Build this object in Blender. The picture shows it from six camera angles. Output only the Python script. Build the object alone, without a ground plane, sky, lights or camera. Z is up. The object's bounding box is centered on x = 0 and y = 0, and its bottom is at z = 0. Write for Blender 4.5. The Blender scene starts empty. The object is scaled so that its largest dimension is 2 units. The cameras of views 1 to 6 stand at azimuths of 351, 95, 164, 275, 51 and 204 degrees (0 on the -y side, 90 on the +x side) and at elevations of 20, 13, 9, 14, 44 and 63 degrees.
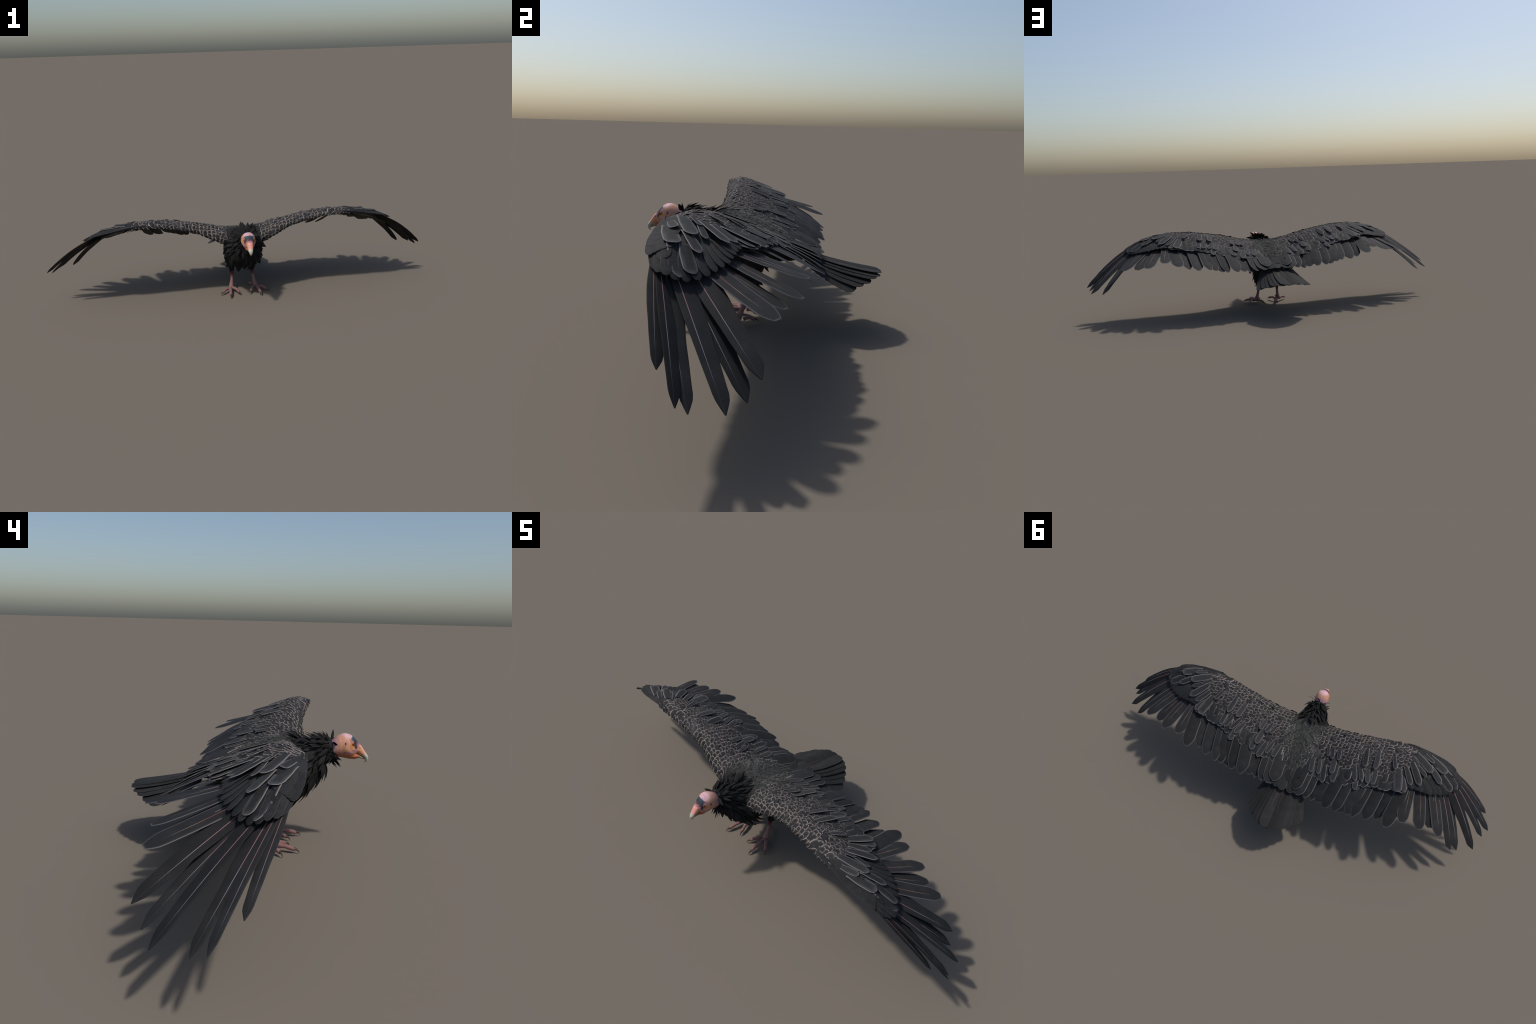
"""A large black vulture standing with spread wings.  Units: metres, faces -y, z up.
The body is one smooth skin (torso, neck, thighs, arm of each wing, rump) cut into named regions;
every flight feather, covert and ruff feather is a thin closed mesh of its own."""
import bpy, math, random
import numpy as np
from mathutils import Vector, Matrix, noise
from mathutils.bvhtree import BVHTree

rng = random.Random(7)
V = Vector

# ------------------------------------------------------------------ helpers
def pchip(xs, ys, x):
    xs = np.asarray(xs, float); ys = np.asarray(ys, float)
    x = min(max(x, xs[0]), xs[-1])
    h = np.diff(xs); d = np.diff(ys) / h
    m = np.zeros(len(xs)); m[0] = d[0]; m[-1] = d[-1]
    for i in range(1, len(xs) - 1):
        if d[i - 1] * d[i] > 0:
            m[i] = 2 * d[i - 1] * d[i] / (d[i - 1] + d[i])
    i = int(min(max(np.searchsorted(xs, x) - 1, 0), len(h) - 1))
    t = (x - xs[i]) / h[i]
    return float((2*t**3-3*t*t+1)*ys[i] + (t**3-2*t*t+t)*h[i]*m[i] + (-2*t**3+3*t*t)*ys[i+1] + (t**3-t*t)*h[i]*m[i+1])

def smooth(a, b, x):
    t = min(max((x - a) / (b - a), 0), 1)
    return t * t * (3 - 2 * t)

def new_mesh(name, verts, faces, mats=(), idx=None, shade=True):
    me = bpy.data.meshes.new(name)
    me.from_pydata([tuple(v) for v in verts], [], faces)
    for m in mats: me.materials.append(m)
    if idx is not None: me.polygons.foreach_set("material_index", idx)
    me.polygons.foreach_set("use_smooth", [shade] * len(me.polygons))
    me.update()
    return me

def new_obj(name, data, parent=None, matrix=None):
    o = bpy.data.objects.new(name, data)
    bpy.context.scene.collection.objects.link(o)
    if parent is not None: o.parent = parent
    if matrix is not None: o.matrix_local = matrix
    return o

def loft(rings, cap=True):
    """closed skin over a list of rings with equal point counts"""
    n = len(rings[0]); verts = [p for r in rings for p in r]; faces = []
    for i in range(len(rings) - 1):
        for j in range(n):
            k = (j + 1) % n
            faces.append((i*n+j, i*n+k, (i+1)*n+k, (i+1)*n+j))
    if cap:
        for i, rev in ((0, True), (len(rings) - 1, False)):
            c = len(verts); verts.append(sum((V(p) for p in rings[i]), V()) / n)
            for j in range(n):
                k = (j + 1) % n
                faces.append((c, i*n+k, i*n+j) if rev else (c, i*n+j, i*n+k))
    return verts, faces

def spline(pts, n):
    """Catmull-Rom through tuples, n samples"""
    P = [np.array(p, float) for p in pts]
    P = [2*P[0]-P[1]] + P + [2*P[-1]-P[-2]]
    out = []; m = len(P) - 3
    for q in range(n):
        u = q / (n - 1) * m; i = min(int(u), m - 1); t = u - i
        a, b, c, d = P[i:i+4]
        out.append(.5*((2*b)+(c-a)*t+(2*a-5*b+4*c-d)*t*t+(3*b-a-3*c+d)*t**3))
    return out

def tube(path, n=40, seg=14):
    """tube along (x,y,z,r) control points"""
    pts = spline(path, n); rings = []
    ref = V((1, 0, 0))
    for i, p in enumerate(pts):
        a = V(pts[max(i-1, 0)][:3]); b = V(pts[min(i+1, n-1)][:3]); d = (b - a).normalized()
        x = (ref - d * ref.dot(d)).normalized(); y = d.cross(x)
        rings.append([V(p[:3]) + (x*math.cos(q)+y*math.sin(q))*max(p[3], 1e-4) for q in np.linspace(0, math.tau, seg, endpoint=False)])
    return loft(rings)

def join(parts):
    vs, fs = [], []
    for v, f in parts:
        o = len(vs); vs += [V(p) for p in v]; fs += [tuple(i + o for i in q) for q in f]
    return vs, fs

def remesh(verts, faces, voxel, smooth_it=4, factor=.5):
    me = new_mesh("tmp", verts, faces); o = new_obj("tmp", me)
    m = o.modifiers.new("r", "REMESH"); m.mode = "VOXEL"; m.voxel_size = voxel; m.adaptivity = 0
    s = o.modifiers.new("s", "SMOOTH"); s.factor = factor; s.iterations = smooth_it
    dg = bpy.context.evaluated_depsgraph_get(); dg.update()
    out = bpy.data.meshes.new_from_object(o.evaluated_get(dg))
    bpy.data.objects.remove(o); bpy.data.meshes.remove(me)
    return out

# ------------------------------------------------------------------ materials
class Mat:
    def __init__(s, name, rough=.6, spec=.3):
        s.m = bpy.data.materials.new(name); s.m.use_nodes = True
        s.t = s.m.node_tree; s.b = s.t.nodes["Principled BSDF"]
        s.b.inputs["Roughness"].default_value = rough
        s.b.inputs["Specular IOR Level"].default_value = spec
        s.tc = s.t.nodes.new("ShaderNodeTexCoord")
    def n(s, kind, **kw):
        x = s.t.nodes.new(kind)
        for k, v in kw.items(): setattr(x, k, v)
        return x
    def link(s, a, b): s.t.links.new(a, b)
    def inp(s, node, k, v):
        if hasattr(v, "is_output"): s.link(v, node.inputs[k])
        else: node.inputs[k].default_value = v
    def math(s, op, a, b=0.0, c=None):
        x = s.n("ShaderNodeMath", operation=op)
        s.inp(x, 0, a); s.inp(x, 1, b)
        if c is not None: s.inp(x, 2, c)
        return x.outputs[0]
    def sep(s, vec):
        x = s.n("ShaderNodeSeparateXYZ"); s.link(vec, x.inputs[0]); return x.outputs
    def mix(s, fac, a, b):
        x = s.n("ShaderNodeMix", data_type="RGBA")
        s.inp(x, 0, fac)
        for k, v in ((6, a), (7, b)):
            s.inp(x, k, v if hasattr(v, "is_output") else (*v, 1))
        return x.outputs[2]
    def noise(s, scale, detail=2, rough=.5, vec=None, dims="3D", w=None, dist=0):
        x = s.n("ShaderNodeTexNoise", noise_dimensions=dims)
        x.inputs["Scale"].default_value = scale; x.inputs["Detail"].default_value = detail
        x.inputs["Roughness"].default_value = rough; x.inputs["Distortion"].default_value = dist
        if dims != "1D": s.link(vec if vec is not None else s.tc.outputs["Object"], x.inputs["Vector"])
        if w is not None: s.link(w, x.inputs["W"])
        return x.outputs["Fac"]
    def ramp(s, fac, lo, hi):
        x = s.n("ShaderNodeMapRange", interpolation_type="SMOOTHSTEP")
        s.inp(x, 0, fac); x.inputs[1].default_value = lo; x.inputs[2].default_value = hi
        return x.outputs[0]
    def color(s, c): s.inp(s.b, "Base Color", c if hasattr(c, "is_output") else (*c, 1))
    def bump(s, h, strength=.2, dist=.001):
        x = s.n("ShaderNodeBump"); x.inputs["Strength"].default_value = strength; x.inputs["Distance"].default_value = dist
        s.link(h, x.inputs["Height"]); s.link(x.outputs[0], s.b.inputs["Normal"])

def vane(name, dark, light, freq, rough=.72, spec=.12, vary=.25, mask=(.42, .7)):
    """feather vane: fine barbs slanting off the shaft, patchy sheen painted in as paler colour, per-feather variation"""
    M = Mat(name, rough, spec)
    x, y, z = M.sep(M.tc.outputs["Object"])
    q = M.math("SUBTRACT", y, M.math("MULTIPLY", M.math("ABSOLUTE", x), .9))
    info = M.n("ShaderNodeObjectInfo").outputs["Random"]
    w = M.math("ADD", M.math("MULTIPLY", q, freq), M.math("MULTIPLY", info, 37.0))
    barbs = M.noise(1.0, 3, .6, dims="1D", w=w)
    patch = M.noise(6, 2, .5)
    f = M.math("MULTIPLY", M.ramp(barbs, *mask), M.ramp(patch, .35, .7))
    c = M.mix(f, dark, light)
    v = M.math("MULTIPLY_ADD", info, 2 * vary, 1 - vary)
    hsv = M.n("ShaderNodeHueSaturation"); M.link(v, hsv.inputs["Value"]); M.link(c, hsv.inputs["Color"])
    M.color(hsv.outputs[0]); M.bump(barbs, .25, .0006)
    return M.m

def plain(name, c, rough=.6, spec=.3, grain=0, gscale=200, c2=None):
    M = Mat(name, rough, spec)
    if c2 is None: M.color(c)
    else: M.color(M.mix(M.ramp(M.noise(gscale, 3, .6), .35, .65), c, c2))
    return M.m

m_flight = vane("flight_vane", (.020, .020, .021), (.043, .042, .044), 170)
m_under = vane("under_vane", (.016, .014, .012), (.026, .023, .020), 90, .7, .15)
m_covert = vane("covert_vane", (.027, .027, .028), (.052, .051, .053), 45)
def soft_edge(m, width, pale, lo=.35, hi=1.05, amount=.8):
    """lighten a vane smoothly toward its side edges (object x runs across the feather) and tip"""
    t = m.node_tree; b = t.nodes["Principled BSDF"]; src = b.inputs["Base Color"].links[0].from_socket
    M = Mat.__new__(Mat); M.m, M.t, M.b = m, t, b; M.tc = t.nodes["Texture Coordinate"]
    x, y, z = M.sep(M.tc.outputs["Object"])
    d = M.math("MAXIMUM", M.math("MULTIPLY", M.math("ABSOLUTE", x), 1 / width), M.math("MULTIPLY_ADD", y, 3.2, -2.2))
    f = M.math("MULTIPLY", M.ramp(d, lo, hi), M.ramp(y, .25, .6))
    M.color(M.mix(M.math("MULTIPLY", f, amount), src, pale))
soft_edge(m_covert, .17, (.085, .083, .085))
m_cov_wide = vane("wide_covert_vane", (.025, .025, .026), (.050, .049, .050), 30)
soft_edge(m_cov_wide, .36, (.080, .077, .077), .5, 1.1, .8)
m_subrim = plain("covert_soft_edge", (.066, .064, .067), .7, .12)
m_rim = plain("covert_fringe", (.14, .128, .128), .7, .12, c2=(.23, .207, .200), gscale=60)
m_fl_sub = plain("flight_soft_edge", (.038, .037, .039), .7, .12)
m_fl_rim = plain("flight_fringe", (.115, .107, .112), .7, .12)
m_scale = vane("scale_vane", (.020, .020, .022), (.046, .045, .047), 20, .75, .1)
m_scale_sub = plain("scale_soft_edge", (.040, .037, .036), .75, .1)
m_scale_dim = plain("scale_fringe_dim", (.10, .088, .082), .75, .1, c2=(.185, .158, .146), gscale=60)
m_scale_rim = plain("scale_fringe", (.175, .148, .134), .75, .1, c2=(.265, .222, .198), gscale=40)
m_back = vane("back_vane", (.034, .034, .032), (.085, .083, .077), 22, .8, .08, .25, (.45, .62))
m_back_rim = plain("back_fringe", (.05, .049, .045), .8, .08, c2=(.30, .28, .245), gscale=170)
m_rump_rim = plain("rump_fringe", (.04, .04, .038), .8, .08, c2=(.10, .098, .09), gscale=60)
m_ruff = vane("ruff_vane", (.015, .015, .015), (.030, .030, .029), 30, .8, .06, .3)  # second tone lightened to put the ruff's sheen into its black
m_tail = vane("tail_vane", (.021, .021, .021), (.040, .040, .040), 90, .75, .1)
m_undercov = plain("underwing_brown", (.030, .027, .024), .75, .1, c2=(.06, .055, .048), gscale=60)
m_white = plain("pale_underwing", (.30, .28, .24), .7, .2, c2=(.18, .16, .14), gscale=30)

def shaft_mat(name, base, mid, end, a=.30, b=.62, e=.93):
    M = Mat(name, .45, .4)
    x, y, z = M.sep(M.tc.outputs["Object"])
    n = M.math("MULTIPLY", M.math("SUBTRACT", M.noise(9, 2), .5), .12)
    yy = M.math("ADD", y, n)
    c = M.mix(M.ramp(yy, a, b), base, mid)
    c = M.mix(M.ramp(yy, b, e), c, end)
    M.color(c); return M.m
m_shaft_p = shaft_mat("primary_shaft", (.30, .15, .145), (.29, .25, .27), (.035, .035, .04), .45, .62, .92)
m_shaft_s = shaft_mat("inner_shaft", (.26, .085, .07), (.34, .24, .16), (.03, .03, .03), .50, .66, .88)
m_shaft_t = shaft_mat("tail_shaft", (.17, .055, .045), (.13, .05, .04), (.03, .03, .03), .3, .5, .6)

def body_mat():
    """feather bed under the separate feathers: soft grey on the back, black below and on the neck"""
    M = Mat("feather_bed", .75, .15)
    x, y, z = M.sep(M.tc.outputs["Object"])
    n1 = M.noise(90, 4, .65); n2 = M.noise(25, 2)
    back = M.mix(M.ramp(n1, .45, .68), (.030, .030, .030), (.06, .059, .056))
    black = M.mix(M.ramp(n1, .4, .7), (.014, .014, .014), (.022, .022, .022))
    yz = M.math("ADD", y, M.math("MULTIPLY", M.math("SUBTRACT", n2, .5), .03))
    f = M.ramp(yz, -.165, -.125)
    zz = M.math("ADD", z, M.math("MULTIPLY", M.math("SUBTRACT", n2, .5), .02))
    g = M.ramp(zz, .245, .27)
    wing = M.ramp(M.math("ABSOLUTE", x), .09, .13)
    keep = M.math("MAXIMUM", M.math("MULTIPLY", f, g), wing)
    M.color(M.mix(keep, black, back)); M.bump(n1, .3, .002)
    return M.m
m_body = body_mat()

# ------------------------------------------------------------------ wing surface
# rows: span x | lead y,z | ridge y,z | middle y,z | rear y,z | trailing tip y,z
ROWS = np.array([
 [.00,-.19,.325,-.130,.372, .00,.334,.09,.290,.190,.243],
 [.10,-.19,.332,-.133,.376, .00,.338,.09,.292,.185,.236],
 [.18,-.18,.361,-.128,.393, .00,.350,.09,.302,.185,.234],
 [.25,-.173,.388,-.128,.409,.00,.362,.09,.312,.195,.242],
 [.35,-.18,.412,-.132,.426, .00,.375,.09,.325,.200,.257],
 [.45,-.19,.427,-.142,.438,-.02,.388,.08,.334,.175,.264],
 [.52,-.197,.429,-.147,.438,-.03,.389,.07,.346,.180,.284],
 [.62,-.196,.415,-.152,.423,-.05,.383,.04,.352,.145,.296],
 [.70,-.190,.398,-.148,.403,-.06,.367,.02,.334,.110,.282],
 [.74,-.181,.386,-.146,.388,-.08,.356,-.02,.330,.06,.284],
 [.78,-.160,.358,-.140,.360,-.10,.343,-.05,.322,.01,.282]])
def row(x):
    return [pchip(ROWS[:, 0], ROWS[:, k], abs(x)) for k in range(1, 11)]
def surf(x, y):
    r = row(x); return pchip(r[0::2], r[1::2], y)
def surf_n(x, y):
    e = .008; s = 1 if x >= 0 else -1
    dx = s * (surf(abs(x)+e, y) - surf(abs(x)-e, y)) / (2*e); dy = (surf(x, y+e) - surf(x, y-e)) / (2*e)
    return V((-dx, -dy, 1)).normalized()
THICK = ([0, .10, .18, .25, .35, .45, .52, .62, .70, .74], [.080, .060, .046, .038, .033, .028, .022, .014, .008, .003])
REAR = ([0, .10, .18, .25, .35, .45, .52, .62, .70, .74], [.10, .10, .09, .08, .07, .045, .025, -.035, -.085, -.130])

def arm_ring(x, s):
    r = row(x); th = pchip(*THICK, x); yb = pchip(*REAR, x)
    y0, z0, y1, z1 = r[:4]
    drop = .004 + .5 * th
    top = [(y0, z0 - .004 - .1 * th)]
    for t in (.25, .6, 1): top.append((y0 + (y1 - y0) * t, z0 + (z1 - z0) * math.sin(t * math.pi / 2) - .004))
    for t in (.25, .5, .75): top.append((y1 + (yb - y1) * t, surf(x, y1 + (yb - y1) * t) - .005))
    top.append((yb, surf(x, yb) - .010))
    bot = []
    for t in (.85, .65, .45, .25, .1):
        y = y1 + (yb - y1) * t - (y1 - y0) * .3 * (1 - t)
        full = th * (1 - t ** 1.6) + .010 * t + .004
        bot.append((y, surf(x, y) - full))
    bot.append((y0 + .25 * (y1 - y0), z0 - .004 - .50 * th))
    bot.append((y0 + .04 * (y1 - y0), z0 - .004 - .30 * th))
    return [V((s * x, y, z)) for y, z in top + bot]

def arm(s):
    rings = [arm_ring(x, s) for x in np.linspace(.0, .742, 52)]
    dense = []
    for r in rings:
        c = spline(r + [r[0]], 49)[:-1]; dense.append([V(p) for p in c])
    v, f = loft(dense)
    if s > 0: f = [tuple(reversed(q)) for q in f]
    return v, f

def ring_xz(y, cz, rx, rz, n=28, flat=0):
    return [V((rx * math.cos(a), y, cz + rz * math.sin(a) * (1 - flat * (math.sin(a) < 0)))) for a in np.linspace(0, math.tau, n, endpoint=False)]

TORSO = [(-.262,.312,.030,.034),(-.248,.306,.042,.048),(-.225,.297,.058,.066),(-.20,.288,.072,.083),(-.17,.277,.081,.096),(-.12,.266,.087,.098),(-.06,.262,.088,.088),
         (0,.258,.084,.068),(.05,.258,.074,.048),(.10,.252,.066,.030),(.14,.242,.060,.018),(.175,.230,.05,.011),(.205,.220,.04,.006)]
def torso():
    return loft([ring_xz(p[0], p[1], p[2], p[3]) for p in spline(TORSO, 40)])

NECK = [(0,-.15,.285,.075),(0,-.19,.305,.064),(0,-.225,.325,.052),(0,-.255,.338,.041),(0,-.283,.346,.033)]
def thigh(s):
    return tube([(s*.048,-.02,.25,.042),(s*.053,-.028,.21,.039),(s*.057,-.038,.17,.030),(s*.058,-.043,.135,.020),(s*.054,-.046,.105,.010)], 30, 18)

parts = [torso(), tube(NECK, 24, 20), thigh(1), thigh(-1), arm(1), arm(-1)]
skin = remesh(*join(parts), .0048, 8, .5)
skin.calc_loop_triangles()
sv = np.empty(len(skin.vertices) * 3); skin.vertices.foreach_get("co", sv); sv = sv.reshape(-1, 3)
sn = np.empty(len(skin.vertices) * 3); skin.vertex_normals.foreach_get("vector", sn); sn = sn.reshape(-1, 3)
polys = [tuple(p.vertices) for p in skin.polygons]
bvh = BVHTree.FromPolygons([V(p) for p in sv], polys)

root = bpy.data.objects.new("condor", None); bpy.context.scene.collection.objects.link(root)
root["label"] = "large black vulture with outspread wings, feather ruff and bare pink head"
root["category"] = "bird"

def region(c):
    x, y, z = c
    if abs(x) > .105: return "wing_l" if x > 0 else "wing_r"
    if y < -.205 and z > .25 + (y + .205) * -.3: return "neck"
    if z < .19 and abs(x) > .012 and y > -.09 and y < .06: return "thigh_l" if x > 0 else "thigh_r"
    if y > .14: return "tail"
    return "torso"
groups = {}
for f in polys:
    groups.setdefault(region(sv[list(f)].mean(0)), []).append(f)
BODY = {}
for key, name in (("torso","torso"),("neck","neck"),("wing_l","wing"),("wing_r","wing"),("thigh_l","thigh"),("thigh_r","thigh"),("tail","tail")):
    fs = groups[key]; used = sorted({i for f in fs for i in f}); remap = {i: k for k, i in enumerate(used)}
    me = new_mesh(name, sv[used], [tuple(remap[i] for i in f) for f in fs], [m_body])
    me.normals_split_custom_set_from_vertices([tuple(sn[i]) for i in used])
    BODY[key] = new_obj(name, me, root)
bpy.data.meshes.remove(skin)

# ------------------------------------------------------------------ feather builder
def feather(name, lead, trail, mats, ns=14, bow=0, sweep=0, camber=.15, thick=.006, rim=.03, shaft=.008, shaft_end=.9, flip=1, rim_l=1, tipmul=1.0, twist=0, notch=0):
    """unit feather along +y (0..1), +x leading side.  lead/trail: half width as function of s.
    mats: vane, soft edge, fringe, shaft, underside"""
    s_list = list(np.linspace(0, 1, ns) ** .9)
    s_list = [s for s in s_list if s < 1 - 2.6 * rim * tipmul] + [1 - 2.3 * rim * tipmul, 1 - 1.5*rim*tipmul, 1 - rim * tipmul, 1 - rim*.45*tipmul, 1.0]
    rows_top, rows_bot = [], []
    NC = 10
    for s in s_list:
        wl, wt = max(lead(s), .0015), max(trail(s), .0015)
        r1 = min(rim, .3 * wl); r2 = min(rim, .3 * wt)
        sh = min(shaft * (1 - .75 * s), .25 * min(wl, wt))
        xs = [-wt, -wt + r2, -wt + 2.2 * r2, -.5 * wt, -sh, sh, .5 * wl, wl - 2.2 * r1, wl - r1, wl]
        if -.5*wt < xs[2]: xs[3] = (xs[2] + xs[4]) / 2
        if .5*wl > xs[7]: xs[6] = (xs[5] + xs[7]) / 2
        top, bot = [], []
        for k, x in enumerate(xs):
            w = wl if x > 0 else wt
            u = x / w
            z = bow * 4 * s * (1 - s) - camber * w * u * u + twist * x
            edge = .35 if k in (0, NC-1) else 1
            if s == s_list[-1]: edge = .35
            up = thick * (.5 * edge + (.22 * (1 - .6*s) if k in (4, 5) else 0))
            X = x + sweep * 4 * s * (1 - s)
            Y = s + notch * abs(u) * w
            top.append((flip * X, Y, z + up)); bot.append((flip * X, Y, z - thick * .5 * edge))
        rows_top.append(top); rows_bot.append(bot)
    n = len(s_list); verts = [p for r in rows_top for p in r] + [p for r in rows_bot for p in r]
    B = n * NC; faces, idx = [], []
    def add(f, m):
        faces.append(f if flip > 0 else tuple(reversed(f))); idx.append(m)
    for i in range(n - 1):
        for k in range(NC - 1):
            a, b, c, d = i*NC+k, i*NC+k+1, (i+1)*NC+k+1, (i+1)*NC+k
            m = 0
            if k == 4: m = 3 if s_list[i] < shaft_end else 0
            if k in (1, 7): m = 1
            if k == 0 or (k == 8 and rim_l): m = 2
            if i >= n - 3: m = 2
            elif i >= n - 5 and m == 0: m = 1
            add((a, b, c, d), m); add((B+a, B+d, B+c, B+b), 4)
        a, d = i*NC, (i+1)*NC; add((a, d, B+d, B+a), 2)
        a, d = i*NC+NC-1, (i+1)*NC+NC-1; add((a, B+a, B+d, d), 2 if rim_l else 0)
    for k in range(NC - 1):
        add((k, B+k, B+k+1, k+1), 0)
        a, b = (n-1)*NC+k, (n-1)*NC+k+1; add((a, b, B+b, B+a), 2)
    return new_mesh(name, verts, faces, mats, idx)

def frame(base, tip, up, roll=0):
    base, tip, up = V(base), V(tip), V(up)
    d = tip - base; L = d.length; y = d / L
    z = (up - y * up.dot(y)).normalized()
    if roll: z = Matrix.Rotation(roll, 3, y) @ z
    x = y.cross(z)
    return Matrix(((x.x*L, y.x*L, z.x*L, base.x), (x.y*L, y.y*L, z.y*L, base.y), (x.z*L, y.z*L, z.z*L, base.z), (0, 0, 0, 1)))

def round_tip(W, a=.55, b=1.0, p=2.2, tip0=.80, peak=.6, end=0.0):
    """half width: a*W at base swelling to W at peak, rounded off beyond tip0"""
    def f(s):
        w = W * (a + (b - a) * smooth(0, peak, s))
        if s > tip0:
            t = (s - tip0) / (1 - tip0); w *= max(1 - t ** p, 0) ** (1 / p) * (1 - end) + end * (1 - .5*t)
        return w
    return f

# ------------------------------------------------------------------ flight feathers
PRIM_BASE = [(.728,-.166,.383),(.716,-.160,.385),(.702,-.154,.387),(.687,-.149,.389),(.668,-.144,.391),(.648,-.139,.394),(.627,-.130,.389),(.603,-.122,.390),(.577,-.116,.391),(.552,-.110,.392)]
PRIM_TIP = {1: [(.951,-.102,.226),(.999,-.057,.179),(.988,-.037,.163),(.977,.028,.160),(.920,.059,.157),(.899,.083,.195),(.808,.104,.281),(.742,.116,.283),(.690,.150,.292),(.600,.160,.314)],
           -1: [(.955,-.102,.227),(.999,-.044,.177),(.982,-.009,.161),(.961,.071,.158),(.890,.106,.156),(.857,.134,.192),(.779,.131,.280),(.727,.111,.291),(.683,.141,.295),(.595,.153,.318)]}
SEC_TIP = [(.527,.192,.297),(.473,.162,.274),(.423,.180,.268),(.371,.199,.268),(.340,.192,.262),(.308,.195,.252),(.276,.193,.249),(.226,.199,.247),(.190,.188,.244),(.155,.181,.236),(.114,.185,.243),(.085,.185,.247),(.060,.172,.260)]

def mirror(p, s): return V((s * p[0], p[1], p[2]))

for s, key in ((1, "wing_l"), (-1, "wing_r")):
    wing = BODY[key]; r = random.Random(11)
    tips = [mirror(p, s) for p in PRIM_TIP[s]]; bases = [mirror(p, s) for p in PRIM_BASE]
    for i in range(10):
        base, tip = bases[i], tips[i]; d = tip - base; L = d.length
        across = tips[max(i-1, 0)] - tips[min(i+1, 9)]
        up = d.cross(across) * s
        if up.z < 0: up = -up
        if i >= 5: up = up.normalized() * .4 + surf_n(tip.x * .85, 0) * .6
        roll = s * math.radians(-7)
        if i < 6:
            W = (.035, .038, .040, .042, .044, .047)[i] / L
            def blade(t, w0):
                w = w0 * (.62 + .48 * smooth(0, .36, t)) * (1 - .17 * smooth(.46, .68, t)) * (1 - .20 * smooth(.66, .93, t))
                return w * (1 - .92 * max((t - .915) / .085, 0) ** 1.15)
            me = feather("primary_feather", lambda t, W=W: blade(t, W * .36), lambda t, W=W, i=i: blade(t, W * (.64 if i < 3 else .76)) * (1 - .08 * (i < 3) * smooth(.45, .62, t)), [m_flight, m_flight, m_fl_sub, m_shaft_p, m_under], 28, .030, .020, .05, .0045, .004, .0030, .97, s, 0, .6)
        else:
            W = (.056, .057, .058, .058)[i - 6] / L
            me = feather("primary_feather", round_tip(W * .40, .6, 1, 1.7, .90, .5, .55), round_tip(W * .60, .65, 1, 1.6, .86, .5, .55), [m_flight, m_fl_sub, m_fl_rim, m_shaft_s, m_under], 22, -.005, .02, .05, .0045, .007, .0030, .86, s)
        new_obj("primary_feather", me, wing, frame(base, tip, up, roll))
    for i, p in enumerate(SEC_TIP):
        tip = mirror((p[0] + r.uniform(-.004, .004), p[1] + r.uniform(.001, .010), p[2] - .002), s)
        bx = p[0] * .96 + .034 * smooth(.02, .25, p[0]); by = -.075 + .055 * smooth(.25, .06, p[0])
        base = V((s * bx, by, surf(bx, by) - .028)); L = (tip - base).length
        W = (.0235 + (.005 if i in (7, 12, 0) else .0015 * (i % 3))) / L
        w1, w2 = round_tip(W, .7, 1, 1.15 + .7 * r.random(), .90 - .07 * r.random(), .45, .2), round_tip(W * 1.3, .7, 1, 1.1 + .8 * r.random(), .86 - .08 * r.random(), .45, .2)
        me = feather("secondary_feather", w1, w2, [m_flight, m_fl_sub, m_fl_rim if i < 9 else m_rim, m_flight, m_under], 20, (.005 + .03 * min(i / 6, 1)) + .015 * r.random(), .035, .07, .005, .008, .0045, .9, s)
        up = surf_n(bx * s, .09) + V((0, .15, 0))
        new_obj("secondary_feather", me, wing, frame(base, tip, up, s * math.radians(-9 + 5 * r.random())))

# ------------------------------------------------------------------ coverts
CV = [feather("covert_feather", round_tip(.145 + .02 * k, .75, 1, 1.3 + .3 * k, .84, .5, .25), round_tip(.145 + .02 * k, .75, 1, 1.3 + .3 * k, .80, .5, .25),
              [m_covert, m_subrim, m_rim, m_covert, m_under], 14, .008, .012 * (k - 1), .08, .012, .019, .010, .8) for k in range(3)]
CVW = [feather("covert_feather", round_tip(.27 + .03 * k, .8, 1, 1.7, .74 - .05 * k, .5, .3), round_tip(.27 + .03 * k, .8, 1, 1.7, .70, .5, .3),
              [m_cov_wide, m_cov_wide, (m_rim, m_scale_rim, m_scale_rim, m_scale_dim)[k], m_covert, m_under], 14, .06, .02 * (k - 1), .16, .014, (.048, .060, .052, .066)[k], .008, .8) for k in range(4)]
CVP = [feather("primary_covert_feather", round_tip(.12 + .015 * k, .7, 1, 1.8, .74, .5, .2), round_tip(.17 + .015 * k, .7, 1, 1.8, .72, .5, .2),
              [m_flight, m_flight, m_fl_sub, m_flight, m_under], 14, .03, .015, .08, .010, .012, .008, .75, sd) for k in range(2) for sd in (1, -1)]
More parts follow.
